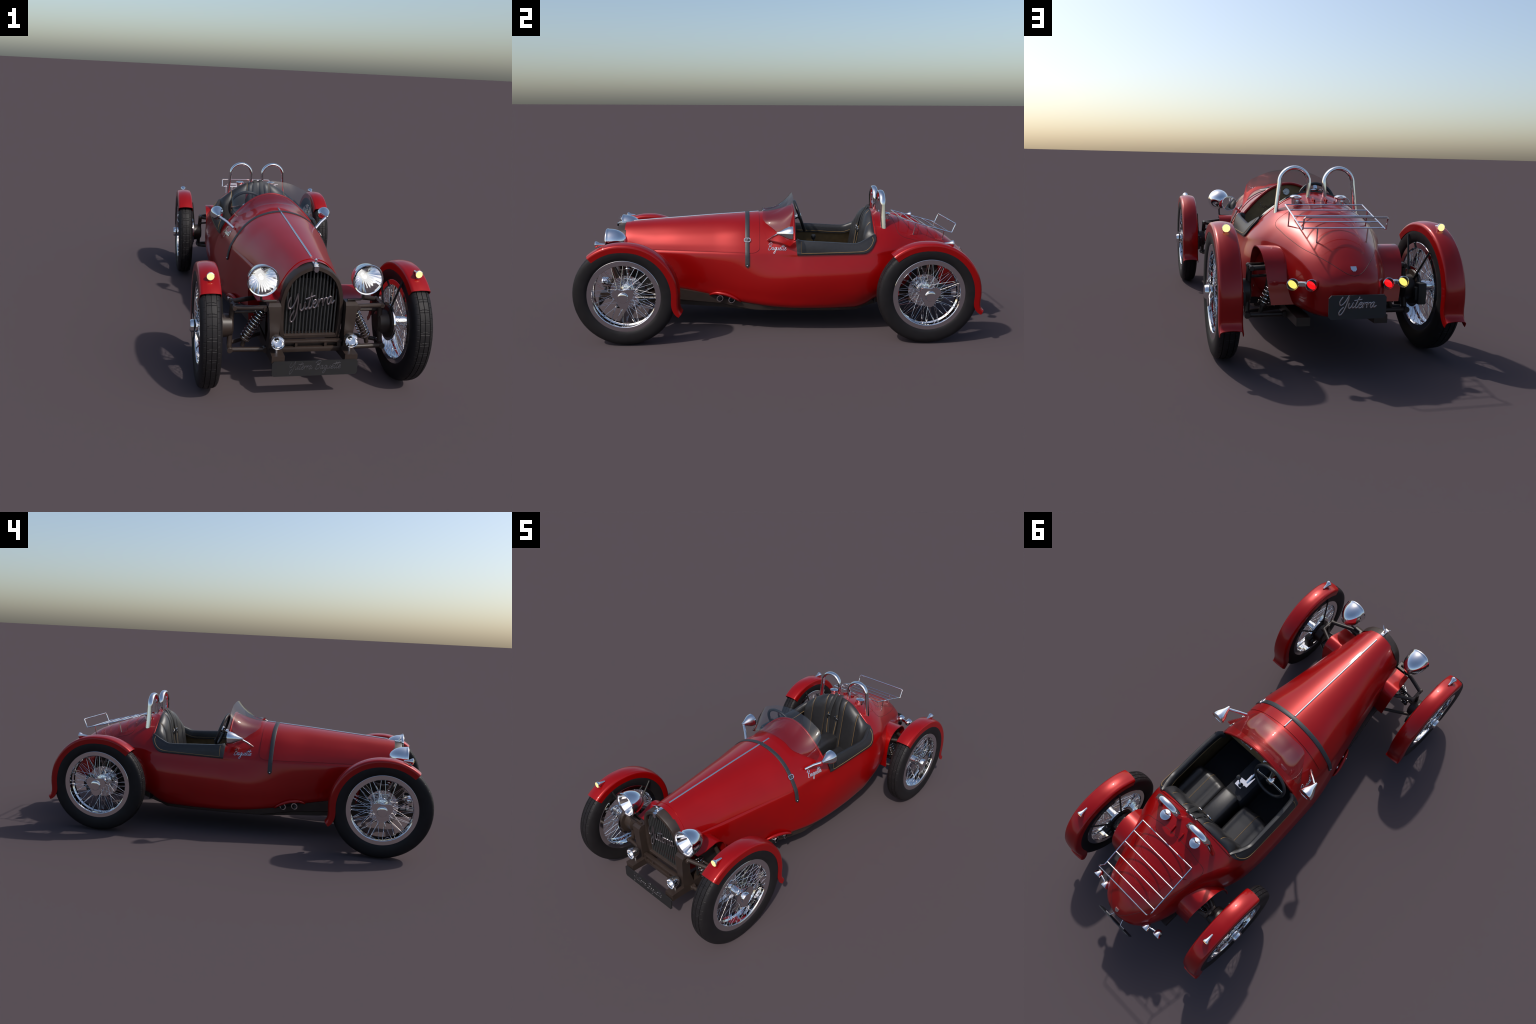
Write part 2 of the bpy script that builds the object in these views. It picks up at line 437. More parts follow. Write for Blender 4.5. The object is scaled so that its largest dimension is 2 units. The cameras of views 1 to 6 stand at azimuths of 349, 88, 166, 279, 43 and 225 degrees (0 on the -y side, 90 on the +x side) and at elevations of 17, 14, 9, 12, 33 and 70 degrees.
# ------------------------------------------------------------------ INTERIOR
def panel_rows(y0, y1, u0, u1, d, ny=24, nu=14, y_t=0):
    return grid([[off(y, u, -d) for u in np.linspace(u0, u1, nu)] for y in np.linspace(y0, y1, ny)])
pair('door_top_rail', panel_rows(.05, .44, 3.0, 3.9, .006), RED)
pair('door_panel', panel_rows(-.06, .44, 3.25, 7.6, .012), TAN)
floor = grid([[(x, y, .215) for x in np.linspace(-.25, .25, 6)] for y in np.linspace(-.12, .44, 6)])
add('floor_carpet', floor, CARPET)
add('bulkhead', slab([(-.24, .14), (.24, .14), (.21, .43), (-.21, .43)], -.115, -.11), CARPET)
add('rear_bulkhead', slab([(-.25, .14), (.25, .14), (.235, .42), (.19, .48), (.12, .54), (0, .56), (-.12, .54), (-.19, .48), (-.235, .42)], .4465, .4495), CARPET)
tunnel = box((-.002, .06, .286), (.100, .34, .18), .012)
add('centre_armrest', box((.008, .312, .306), (.092, .200, .152), .02), LEATHER, angle=50)
add('transmission_tunnel', tunnel, CARPET)
# dash board fills the hoop
dz = [S(.03, u) for u in np.linspace(0, 3.05, 26)]
dp = [(p[0]*.985, p[2]-.004) for p in dz]
poly = [(-a, b) for a, b in dp[::-1]]+dp[1:]+[(.205, .42), (-.205, .42)]
add('dashboard', slab(poly, .026, .032), TAN)
gx, gz = .010, .563
gauge = lathe([(0, .0165), (.006, .0165), (.0075, .0150), (.0055, .0138), (.005, .0138)], (0, 1, 0), (gx, .032, gz), 28)
add('gauge_bezel', gauge, CHROME)
add('gauge_dial', lathe([(0, .0142), (.0055, .0140), (.0056, 0)], (0, 1, 0), (gx, .032, gz), 28), DIAL)
ticks = []
for a in np.linspace(-2.3, 2.3, 11):
    c = np.array([math.sin(a), 0, math.cos(a)]); o = np.array([gx, .0385, gz])
    ticks.append(tube([o+c*.0105, o+c*.013], .0005, 4))
ticks.append(tube([np.array([gx, .039, gz]), np.array([gx+.008, .039, gz-.006])], .0007, 4))
add('gauge_needle', merge(*ticks), NEEDLE)
for k, (x, z) in enumerate(((-.05, .545), (.045, .53), (-.035, .515))):
    o = add('dash_switch', lathe([(0, .006), (.006, .006), (.008, .004), (.014, .003), (.015, 0)], (0, 1, 0), (x, .032, z), 14), CHROME)

# chrome gear plate, gear lever, handbrake
gp = slab([(.0278, .1803), (.0298, .1376), (-.0017, .1356), (-.0006, .0901), (-.0260, .0991), (-.0261, .1572), (-.0105, .1582), (-.0080, .1811)], .3755, .3785, 'xy')
add('gear_plate', gp, CHROME)
lever = tube([(.0090, .166, .376), (.012, .162, .40), (.017, .157, .425)], .003, 8)
add('gear_lever', lever, CHROME)
add('gear_knob', lathe([(-.018, .004), (-.012, .009), (0, .0125), (.008, .0105), (.013, 0)], (0, 0, 1), (.018, .157, .436), 18), LEATHER)
add('handbrake', merge(tube([(-.012, .140, .377), (-.014, .100, .392), (-.015, .060, .412)], .0045, 8)), CHROME)

# seat cushions
def cushion(x0, x1):
    y0, y1 = .205, .415; nx, ny = 22, 18; P = []
    for i in range(ny+1):
        t = i/ny; y = y0+(y1-y0)*t; row = []
        for j in range(nx+1):
            s = j/nx; x = x0+(x1-x0)*s
            e = min(1, min(s, 1-s)/.10); e = math.sqrt(max(0, 1-(1-e)**2))
            f = min(1, t/.16); f = math.sqrt(max(0, 1-(1-f)**2))
            tuft = .006*abs(math.cos(PI*(s*2-.04)))**.6
            z = .215+.116*(.55+.45*e)*(.25+.75*f)+tuft*e*f-.010*t
            row.append((x, y-.012*math.sin(PI*s)*(1-t), z))
        P.append(row)
    front = [[(p[0], p[1]-.002, .215) for p in P[0]]]
    return grid(front+P)
for x0, x1 in ((.056, .243), (-.243, -.056)):
    add('seat_cushion', cushion(x0, x1), LEATHER, angle=60)
    sx = .5*(x0+x1)
    st = [(sx, y, .215+.116*(.25+.75*math.sqrt(max(0, 1-(1-min(1, (y-.195)/.22/.16))**2)))-.010*(y-.195)/.22+.0065) for y in np.linspace(.20, .37, 22)]
    add('cushion_stitching', tube(st, .0011, 6), STITCH)

# seat back: one wide tufted pad filling the rear hoop
SEAMS = [-.149, -.062, -.032, .032, .062, .149]
def rim_z(x):
    lo, hi = 0., 4.5
    for _ in range(40):
        m = .5*(lo+hi)
        if S(.43, m)[0] < abs(x): lo = m
        else: hi = m
    return S(.43, lo)[2]
def seat_bulge(x):
    e = [-.226]+SEAMS+[.226]
    for a, b in zip(e[:-1], e[1:]):
        if a <= x <= b:
            t = (x-a)/(b-a); h = {True: .013}.get(abs(a) > .05 or abs(b) > .05 and abs(a+b) > .05, .0)
            w = b-a; h = .016 if w > .05 else .012
            if abs(a+b) < .01: h = -.004
            return h*math.sqrt(max(0, 1-(2*t-1)**2))**.9
    return 0
def seat_pt(x, t):
    zt = rim_z(x)+.008; zb = .225
    zt = max(zt, zb+.12)
    z = zb+(zt-zb)*min(t, 1)
    y = .388+.052*((z-.225)/.35)
    roll = max(0, (t-.80)/.20)
    y -= (.024+.8*seat_bulge(x))*math.sqrt(max(0, 1-roll**2.2))
    side = max(0, (abs(x)-.185)/.039); y += .034*side**2
    return np.array([x, min(y, .4405), z])
xs = sorted(set(list(np.linspace(-.224, .224, 113))+SEAMS))
ts = list(np.linspace(0, .8, 14))+list(.8+.2*np.sin(np.linspace(0, PI/2, 12))[1:])
rows = [[seat_pt(x, t) for x in xs] for t in ts]
rows.append([np.array([x*.985, .4435, seat_pt(x, 1.)[2]-.012]) for x in xs])
add('seat_back', grid(rows), LEATHER, angle=70)
for x in (-.149, -.062, .062, .149):
    add('seat_stitching', tube([seat_pt(x, t)+np.array([0, -.0012, .0006]) for t in np.linspace(0, .995, 40)], .0012, 6), STITCH)

# belts hanging from the crown of the seat back
for sx in (1, -1):
    top = seat_pt(.016*sx, 1.)+np.array([0, -.004, .004])
    path = [top+np.array([0, .012, 0]), top, seat_pt(.020*sx, .88)+np.array([0, -.010, 0]), seat_pt(.026*sx, .70)+np.array([0, -.012, 0]), seat_pt(.02*sx, .45)+np.array([0, -.012, 0]), seat_pt(.006*sx, .18)+np.array([0, -.012, 0])]
    c = catmull(path, 8)
    add('seat_belt', tube(c, .010, 8, ry=.0016, up=(0, -1, .2)), SEATB)
    add('belt_stitching', tube([p+np.array([.004*sx, -.0022, 0]) for p in c[22:]], .0011, 5), STITCH)
    bc = seat_pt(.026*sx, .70)+np.array([0, -.017, 0])
    bk = merge(box(bc, (.026, .005, .009), .0015, (0, .5*sx, 0)), box(bc+np.array([.004*sx, 0, -.012]), (.010, .004, .014), .0015), box(bc+np.array([0, 0, .007]), (.012, .004, .008), .0015))
    add('belt_buckle', bk, CHROME)
bar_c = seat_pt(0, 1.)
add('belt_bar', rod(bar_c+np.array([-.030, .004, .003]), bar_c+np.array([.030, .004, .003]), .003), CHROME)

# steering wheel (right-hand drive: -x)
sc = np.array([-.119, .092, .523]); sn = np.array([0, .944, .33]); sn /= np.linalg.norm(sn)
e1 = np.array([1., 0, 0]); e2 = np.cross(sn, e1)
ring = [sc+.084*(e1*math.cos(a)+e2*math.sin(a)) for a in np.linspace(0, 2*PI, 56, endpoint=False)]
SW = empty('steering_wheel', (0, 0, 0), CAR)
add('steering_rim', tube(ring, .0075, 10, closed=True), LEATHER, SW)
add('steering_spoke', merge(*[tube([sc, sc+.080*(e1*math.cos(a)+e2*math.sin(a))], .0085, 8, ry=.0018, up=sn) for a in (0.1, PI-.1, -PI/2)]), CHROME, SW)
add('steering_boss', lathe([(-.075, .011), (-.012, .011), (-.010, .018), (.006, .018), (.010, .013), (.011, 0)], sn, sc, 24), CHROME, SW)
add('steering_column', rod(sc-sn*.07, sc-sn*.22, .014), DARK, SW)

# windscreen: curved smoked sheet
def screen():
    # base curve (front/bottom edge) and top curve, lofted
    base = catmull([(0, -.109, .5850), (.075, -.109, .5740), (.138, -.109, .5460), (.178, -.062, .5110), (.212, -.010, .4740)], 10)
    top = catmull([(0, .041, .6670), (.075, .042, .6570), (.135, .042, .6360), (.194, .036, .5970), (.2125, .010, .4900)], 10)
    rows = []
    for k in range(19):
        t = k/18; row = []
        for b, q in zip(base, top):
            e = min(1, max(0, (abs(b[0])-.09)/.10)); zt = (1-e)*t**2.5+e*t
            p = np.array([b[0]+(q[0]-b[0])*(t+.35*math.sin(PI*t)*e), b[1]+(q[1]-b[1])*t, b[2]+(q[2]-b[2])*zt])
            row.append(p)
        rows.append([p*np.array([-1, 1, 1]) for p in row[::-1]]+row[1:])
    return grid(rows)
V, F = screen()
me = mesh_data('windscreen', V, F, GLASS, 60); ws = obj('windscreen', me)


# ------------------------------------------------------------------ GRILLE
shell_out = [(0,.5085),(.0288,.5015),(.0652,.4825),(.0855,.4640),(.1000,.4450),(.1135,.4130),(.1245,.3650),(.1265,.3200),(.1245,.2600),(.1205,.2250),(.1080,.2080),(.0600,.2065)]
def half_loop(pts):
    c = catmull(pts, 5); return [(p[0], p[1]) for p in c]
ho = half_loop(shell_out)
def loopxz(h): return h+[(-a, b) for a, b in h[::-1] if a > 1e-6]
def inset_loop(h, d):
    L = loopxz(h); n = len(L); cx, cz = 0, .34; out = []
    for i in range(n):
        a = np.array(L[i-1]); b = np.array(L[(i+1) % n]); t = b-a; nn = np.array([-t[1], t[0]]); nn /= np.linalg.norm(nn)
        p = np.array(L[i])
        if np.dot(nn, p-np.array([cx, cz])) > 0: nn = -nn
        out.append(p+nn*d)
    return out
L0 = [np.array(p) for p in loopxz(ho)]; L1 = inset_loop(ho, .0035); L2 = inset_loop(ho, .0165); L3 = inset_loop(ho, .019)
def yshell(z): return -.850-.016*max(0, (z-.36)/.15)
def ringat(L, y, lean=True): return [(p[0], (yshell(p[1])-(-.850) if lean else 0)+y, p[1]) for p in L]
Lback = [np.array([p[0]*1.0, p[1]+.004]) for p in L0]
G = grid([ringat(Lback, -.806, False), ringat(L0, -.827), ringat(L1, -.835), ringat(L2, -.837), ringat(L3, -.833), ringat(L3, -.805)], closed_v=True)
add('grille_shell', G, BRONZE, angle=50)
slats = []
inner = [p for p in L3]
def arch_top(x):
    best = .0
    h = [p for p in L3 if p[0] >= -1e-6]
    h = sorted([p for p in h if p[1] > .30], key=lambda p: p[0])
    return float(np.interp(abs(x), [p[0] for p in h], [p[1] for p in h]))
SL = None
for i in range(-7, 8):
    x = i*.0137; zt = arch_top(x) if abs(x) < .106 else .36
    add('grille_slat', tube([(x, -.822, .222), (x, -.822-.012*max(0, (zt-.36)/.15), zt+.003)], .0036, 10), SLAT)
add('grille_dark_backing', slab([(-.1, .22), (.1, .22), (.1, .34), (.06, .44), (-.06, .44), (-.1, .34)], -.79, -.785), DARK)  # added dark plate standing in for the shade in the open nose
# winged mascot and badge
wing = []
for s in (1, -1):
    wing.append(tube(catmull([(0, -.838, .524), (.010*s, -.838, .532), (.022*s, -.850, .538)], 5), .0045, 8, ry=.0012, up=(0, 0, 1), taper=list(np.linspace(1, .15, 11))))
mascot = merge(box((0, -.832, .5105), (.018, .038, .009), .002), lathe([(0, .006), (.010, .004), (.016, .0045), (.021, .003), (.024, 0)], (0, -.25, 1), (0, -.835, .512), 12), *wing)
add('hood_mascot', mascot, CHROME)
badge = slab([(-.009, .508), (.009, .508), (.009, .492), (.004, .485), (-.004, .485), (-.009, .492)], -.860, -.848)
add('grille_badge', badge, CHROME)

# ------------------------------------------------------------------ SCRIPT LETTERING (strokes)
GLYPH = {
 'Y': (1.30, [[(.05,2.15),(-.28,1.35),(-.22,.75),(.12,.62),(.55,1.15),(.98,2.35)], [(1.0,2.4),(.98,1.3),(.72,-.3),(.32,-1.15),(.0,-1.05),(.05,-.45),(.5,.25)]]),
 'u': (.98, [[(0,1),(-.05,.3),(.15,0),(.45,.3),(.65,1.0),(.58,.3),(.75,.05),(.98,.3)]]),
 't': (.62, [[(.50,2.1),(.28,1.2),(.1,.35),(.22,.02),(.5,.2),(.62,.45)], [(-.30,1.38),(.95,1.58)]]),
 'e': (.66, [[(0,.45),(.35,.62),(.45,.92),(.22,1.0),(.02,.5),(.12,.05),(.4,.05),(.66,.45)]]),
 'r': (.62, [[(0,.45),(.14,1.02),(.12,.5),(.08,0)], [(.11,.35),(.30,.85),(.52,.95),(.62,.80)]]),
 'a': (1.0, [[(.62,.85),(.35,1.0),(.05,.6),(.1,.08),(.35,.12),(.62,.9),(.56,.3),(.7,.05),(1.02,.40)]]),
 'B': (1.25, [[(.38,2.15),(.18,1.0),(.0,.0)], [(-.25,1.75),(.35,2.4),(1.0,2.35),(.95,1.65),(.30,1.2),(.92,1.1),(.98,.4),(.4,-.08),(-.12,.10)]]),
 'g': (.90, [[(.62,.85),(.35,1.0),(.05,.6),(.1,.1),(.4,.2),(.62,.95),(.52,-.4),(.25,-1.2),(-.08,-1.1),(.1,-.5),(.90,.3)]]),
 ' ': (.8, []),
}
def script(word, width, r, depth):
    """strokes in a plane: returns list of polylines fitted to given width, centred"""
    x = 0; L = []
    for ch in word:
        adv, st = GLYPH[ch]
        for s in st: L.append([np.array([x+p[0]+.18*p[1], p[1]]) for p in catmull(s, 6)])
        x += adv
    lo = min(p[0] for s in L for p in s); hi = max(p[0] for s in L for p in s); k = width/(hi-lo)
    return [[np.array([(p[0]-.5*(lo+hi))*k, p[1]*k]) for p in s] for s in L]
def lettering(word, width, r, place, depth=None):
    parts = []
    for s in script(word, width, r, depth):
        P = [place(p[0], p[1]) for p in s]
        pts = [p for p, n in P]; nrm = P[len(P)//2][1]
        parts.append(tube(pts, r, 6, ry=depth or r, up=nrm))
    return merge(*parts)
# grille word climbs to the right
def place_grille(a, b):
    c, s = math.cos(.22), math.sin(.22); return np.array([.001+a*c-b*s, -.835, .333+a*s+b*c]), np.array([0, -1, 0])
add('grille_script', lettering('Yuterra', .184, .0033, place_grille, .002), SCRIPTM)
add('front_plate_script', lettering('Yuterra Baguette', .20, .0009, lambda a, b: (np.array([a, -.9405-(.032-b*.95)*.06, .131+b*.95]), np.array([0, -1, 0])), .0008), SCRIPTD)
add('rear_plate_script', lettering('Yuterra', .128, .0024, lambda a, b: (np.array([-a, .9985, .247+b*.85]), np.array([0, 1, 0])), .001), SCRIPTM)
def place_side(sign):
    def f(a, b):
        y = -.0415+a*sign; z = .4125+b
        u = find_u(y, z); return off(y, u, .0012)*np.array([sign, 1, 1]), N(y, u)*np.array([sign, 1, 1])
    return f
for sg in (1, -1):
    add('side_script', lettering('Baguette', .090, .0013, place_side(sg), .0012), CHROME)
add('dash_script', lettering('Baguette', .075, .0007, lambda a, b: (np.array([.10-a, .0335, .487+b]), np.array([0, 1, 0])), .0007), CHROME)

# ------------------------------------------------------------------ FRAME
def rail():
    prof = [(-.931, .150, .181), (-.86, .146, .183), (-.60, .122, .190), (-.34, .104, .170), (-.16, .086, .150), (.36, .087, .150), (.42, .105, .165), (.55, .150, .190), (.857, .153, .183)]
    rows = []
    for y, a, b in prof:
        rows.append([(.117, y, a), (.166, y, a), (.166, y, b), (.117, y, b)])
    return grid(rows, closed_v=True, cap=True)
pair('frame_rail', rail(), BRONZE, angle=25)
def tray():
    rows = []
    for y in np.linspace(-.655, .385, 44):
        w = float(np.interp(y, [-.66, -.57, -.457, -.33, -.215, -.13, 0, .25, .385], [.168, .183, .199, .210, .234, .250, .252, .246, .225])); zt = S(y, 8)[2]+.006
        zb = float(np.interp(y, [-.66, -.523, -.334, -.153, .05, .36, .385], [.150, .145, .133, .108, .105, .102, .112]))
        rows.append([(w, y, zt), (w-.004, y, zb+.004), (w-.010, y, zb), (-w+.010, y, zb), (-w+.004, y, zb+.004), (-w, y, zt)])
    return grid(rows, closed_v=True, cap=True)
add('belly_pan', tray(), BRONZE, angle=30)
cross = merge(box((0, -.852, .2055), (.245, .020, .010), .002), box((0, -.852, .1735), (.245, .020, .019), .002),
              box((-.058, -.852, .1915), (.010, .018, .022)), box((.058, -.852, .1915), (.010, .018, .022)), box((.112, -.852, .1915), (.014, .018, .022)), box((-.112, -.852, .1915), (.014, .018, .022)), box((0, -.838, .1915), (.23, .004, .024)))
add('front_crossmember', cross, BRONZE, angle=30)
def post():
    rows = []
    for z, x0, x1, y0, y1 in ((.165, .128, .166, -.862, -.800), (.24, .128, .164, -.864, -.820), (.335, .126, .172, -.866, -.822), (.352, .126, .176, -.864, -.815), (.362, .128, .170, -.850, -.815)):
        rows.append([(x0, y0, z), (x1, y0, z), (x1, y1, z), (x0, y1, z)])
    return grid(rows, closed_v=True, cap=True)
pair('suspension_post', post(), BRONZE, angle=25)
pair('lamp_bracket', merge(tube([(.140, -.835, .366), (.190, -.835, .366), (.200, -.838, .372), (.201, -.842, .405)], .0045, 8)), BRONZE)

# front number plate
def plate(w, z0, z1, y0, y1, c, tilt=0.):
    p = [(-w+c, z0), (w-c, z0), (w, z0+c), (w, z1-c), (w-c, z1), (-w+c, z1), (-w, z1-c), (-w, z0+c)]
    return slab(p, y0, y1)
V, F = plate(.1655, .1050, .1635, -.9400, -.9350, .007)
add('front_plate', ([(x, y-(.1635-z)*.06, z) for x, y, z in V], F), FPLATE, angle=20)
add('rear_plate', plate(.0985, .2105, .2900, .9935, .9975, .009), PLATE, angle=20)
pair('rear_plate_bracket', merge(tube([(.02, .955, .262), (.035, .992, .262)], .0022, 6), tube([(.035, .991, .262), (.06, .991, .262)], .0022, 6)), CHROME)

# ------------------------------------------------------------------ WHEELS
WX = .3975; WR = .240
FY, RY_ = -.760, .6645
def tyre_vf():
    # profile in (x rel centre, r); tread with three grooves
    half = [(.0335, .171), (.0360, .174), (.0390, .186), (.0402, .200), (.0395, .214), (.0365, .2255), (.0325, .2320)]
    tread = [(.0290, .2352), (.0215, .2380), (.0205, .2382), (.0203, .2350), (.0180, .2350), (.0178, .2388), (.0105, .2396), (.0013, .2400), (.0011, .2366)]
    right = half+tread
    prof = right+[(-x, r) for x, r in right[::-1]]
    n = 36*24
    rows = []
    for i in range(n):
        a = 2*PI*i/n; row = []
        for x, r in prof:
            rr = r
            # curved sipes: 36 per turn, chevron-arched across the tread
            ph = (i/24.+(.9*(abs(x)/.03)**2 if abs(x) > .0185 else .35*(abs(abs(x)-.010)/.01)**2)) % 1.0
            if r > .2325 and abs(x) < .034 and r not in (.2350, .2366):
                dist = min(ph, 1-ph)
                if dist < .024: rr = r-.0020
            row.append((x, math.cos(a)*rr, math.sin(a)*rr))
        rows.append(row)
    return grid(rows, closed_u=True)
TYRE = mesh_data('tyre', *tyre_vf(), RUBBER, 30)
RIM = mesh_data('rim', *lathe([(.0325, .1725), (.0340, .1700), (.0340, .1505), (.0325, .1480), (.0290, .1465), (.0180, .1480), (.0120, .1560), (-.0120, .1560), (-.0180, .1490), (-.0300, .1475), (-.0340, .1500), (-.0345, .1700), (-.0330, .1730)], (1, 0, 0), seg=96), CHROME, 25)
def spokes_vf():
    parts = []; n = 32
    for i in range(n):
        a = 2*PI*i/n
        for layer, (xh, rh, xr, da) in enumerate(((.030, .024, .006, .55), (.030, .026, .002, -.55), (-.034, .034, -.004, .38), (-.034, .034, -.008, -.38))):
            if (i+layer) % 2 and layer > 1: continue
            if layer < 2 and (i+layer) % 2: continue
            b = a+(.1 if layer % 2 else 0)
            p = (xh, rh*math.cos(b+da*1.6), rh*math.sin(b+da*1.6)); q = (xr, .1555*math.cos(b), .1555*math.sin(b))
            parts.append(tube([p, q], .0008, 5, cap=False))
    return merge(*parts)
SPOKES = mesh_data('spokes', *spokes_vf(), CHROME, 60)
HUB = mesh_data('hub', *merge(lathe([(-.050, .0), (-.050, .033), (-.040, .036), (-.032, .036), (-.029, .022), (.022, .0195), (.026, .027), (.033, .027), (.036, .0), ], (1, 0, 0), seg=32)), CHROME, 30)
def spinner_vf():
    pts = []
    for k in range(90):
        a = 2*PI*k/90+PI/2
        r = .030+.021*max(0, math.cos(1.5*(a+PI/2)))**2 if False else .035+.019*(.5+.5*math.cos(3*(a+PI/2)))
        pts.append((r*math.cos(a), r*math.sin(a)))
    body_ = slab(pts, .0430, .0490, 'yz')
    cap_ = lathe([(.030, .026), (.0560, .0250), (.0600, .0225), (.0615, .0180), (.0616, 0)], (1, 0, 0), seg=28)
    return merge(body_, cap_)
SPIN = mesh_data('spinner', *spinner_vf(), CHROME, 30)
DISC = mesh_data('brake_disc', *lathe([(-.056, .0), (-.056, .078), (-.050, .079), (-.050, .0)], (1, 0, 0), seg=48), CHROME, 30)
DRUM = mesh_data('axle_drum', *lathe([(-.105, .0), (-.105, .032), (-.098, .044), (-.062, .048), (-.060, .066), (-.057, .066), (-.057, 0)], (1, 0, 0), seg=40), BRONZE, 30)
def caliper_vf():
    return merge(box((-.050, .072, -.012), (.034, .036, .082), .006), box((-.07, .072, -.012), (.014, .02, .05), .004))
CALIP = mesh_data('brake_caliper', *caliper_vf(), DARK, 30)
MIR = {}
def flip(me):
    if me.name not in MIR:
        m2 = me.copy(); m2.name = me.name
        m2.transform(__import__('mathutils').Matrix.Scale(-1, 4, (1, 0, 0))); m2.flip_normals()
        MIR[me.name] = m2
    return MIR[me.name]
for sg in (1, -1):
    for y in (FY, RY_):
        w = empty('wheel', (sg*WX, y, WR), CAR)
        for nm, me in (('tyre', TYRE), ('rim', RIM), ('spokes', SPOKES), ('hub', HUB), ('spinner', SPIN), ('brake_disc', DISC), ('axle_drum', DRUM), ('brake_caliper', CALIP)):
            o = obj(nm, me if sg > 0 else flip(me), w)
            if nm == 'spokes': o['kind'] = 'stuff'

# ------------------------------------------------------------------ FENDERS
def fender(yc, a0, a1, rr, tail_len, kick):
    """arc in (y,z) about the wheel centre; angle measured from +y towards +z"""
    x0, x1 = .3575, .4375; path = []
    for a in np.linspace(math.radians(a0), math.radians(a1), 54):
        r = rr(a); path.append((yc+r*math.cos(a), WR+r*math.sin(a), math.cos(a), math.sin(a), 1.))
    # tail: falls straight and kicks out
    y, z, cy, cz, _ = path[-1]
    for k in range(1, 11):
        t = k/10
        yy = y-.003*t+kick*t**3.0; zz = z-tail_len*t+.006*t**4
        d = np.array([-.003+3*kick*t*t, -tail_len+.024*t**3]); d /= np.linalg.norm(d)
        path.append((yy, zz, -d[1], d[0], 1-.30*t**2))
    rows = []
    prof_x = []
    def cs(depth):
        c = .013; pts = []
        # outer skin from inside lower edge over the top to outside lower edge
        pts += [(x0, -depth), (x0, -c-.001)]
        for th in np.linspace(PI, PI/2, 6): pts.append((x0+c+c*math.cos(th), -c+c*math.sin(th)))
        for x in np.linspace(x0+c, x1-c, 7)[1:-1]: pts.append((x, .0035*(1-((x-(x0+x1)/2)/((x1-x0)/2-c))**2)))
        for th in np.linspace(PI/2, 0, 6): pts.append((x1-c+c*math.cos(th), -c+c*math.sin(th)))
        pts += [(x1, -c-.001), (x1, -depth)]
        return pts
    t_ = .0025
    for y, z, ny, nz, k in path:
        outer = cs(.034*k+.001)
        cx = .5*(x0+x1)
        inner_ = [(cx+(px-cx)*(1-t_*2/(x1-x0)), d-(t_ if d > -.012 else 0)) for px, d in outer]
        ring = outer+inner_[::-1]
        rows.append([(px, y+ny*d, z+nz*d) for px, d in ring])
    return grid(rows, closed_v=True, cap=True)
def rF(a):
    return .2545
pair('front_fender', fender(-.757, 131, -6, lambda a: .2450+.008*max(0, -math.cos(a))+.006*max(0, math.cos(a)), .062, .016), RED, angle=32)
pair('rear_fender', fender(.656, 132, -6, lambda a: .2475+.006*max(0, -math.cos(a))+.010*max(0, math.cos(a)), .054, .019), RED, angle=32)
for y, pts in ((FY, [((.355, -.833, .434), (.334, -.775, .265)), ((.353, -.622, .395), (.334, -.740, .265))]),
               (RY_, [((.353, .590, .434), (.334, .650, .268)), ((.355, .775, .390), (.334, .690, .268))])):
    for a, b in pts: pair('fender_strut', rod(a, b, .0042, 8), DARK)

# indicator lamps on the fenders
for y0, d in ((-.8805, -1), (.769, 1)):
    c = (.397, y0, .4810); ax = (0, d, 0.0)
    shell = lathe([(-.042, .0), (-.041, .0035), (-.030, .0052), (-.016, .0075), (-.008, .012), (-.003, .0148), (.002, .0150), (.003, .0135), (.001, .0130)], ax, c, 28)
    stem = rod((.397, y0-d*.008, .470), (.397, y0-d*.009, .446 if d < 0 else .448), .006)
    pair('indicator_lamp', merge(shell, stem), CHROME)
    pair('indicator_lens', lathe([(.000, .0133), (.0025, .0125), (.0045, .008), (.005, 0)], ax, c, 24), AMBER)

# ------------------------------------------------------------------ SUSPENSION ARCHES (half tunnels on the body)
def arch(path, xo, xi, t=.004):
    c = catmull(path, 6); rows = []
    n = len(c)
    for i, p in enumerate(c):
        d = c[min(i+1, n-1)]-c[max(i-1, 0)]; d /= np.linalg.norm(d); nrm = np.array([-d[1], d[0]])   # outward up
        if nrm[1] < 0 and abs(d[0]) > .5: nrm = -nrm
        y, z = p; s = i/(n-1); a, b = xo(s), xi(s)
        q = p-nrm*t
        rows.append([(b, y, z), (.5*(a+b), y, z), (a-.003, y, z), (a, y, z), (a, q[0], q[1]), (b, q[0], q[1])])
    return grid(rows, closed_v=True, cap=True)
front_arch = arch([(-.807, .357), (-.770, .362), (-.735, .374), (-.700, .380), (-.668, .362), (-.650, .325), (-.641, .270), (-.634, .207)],
                  lambda s: .208+.014*math.sin(PI*s), lambda s: .110)
pair('front_suspension_arch', front_arch, RED, angle=35)
rear_arch = arch([(.556, .192), (.552, .250), (.556, .310), (.575, .362), (.612, .395), (.660, .404), (.708, .392), (.748, .355), (.768, .300), (.776, .250), (.782, .212)],
                 lambda s: .290-.040*s-.016*(1-abs(2*s-1)) * 0 - .012*(abs(2*s-1)), lambda s: .150)
pair('rear_suspension_arch', rear_arch, RED, angle=35)
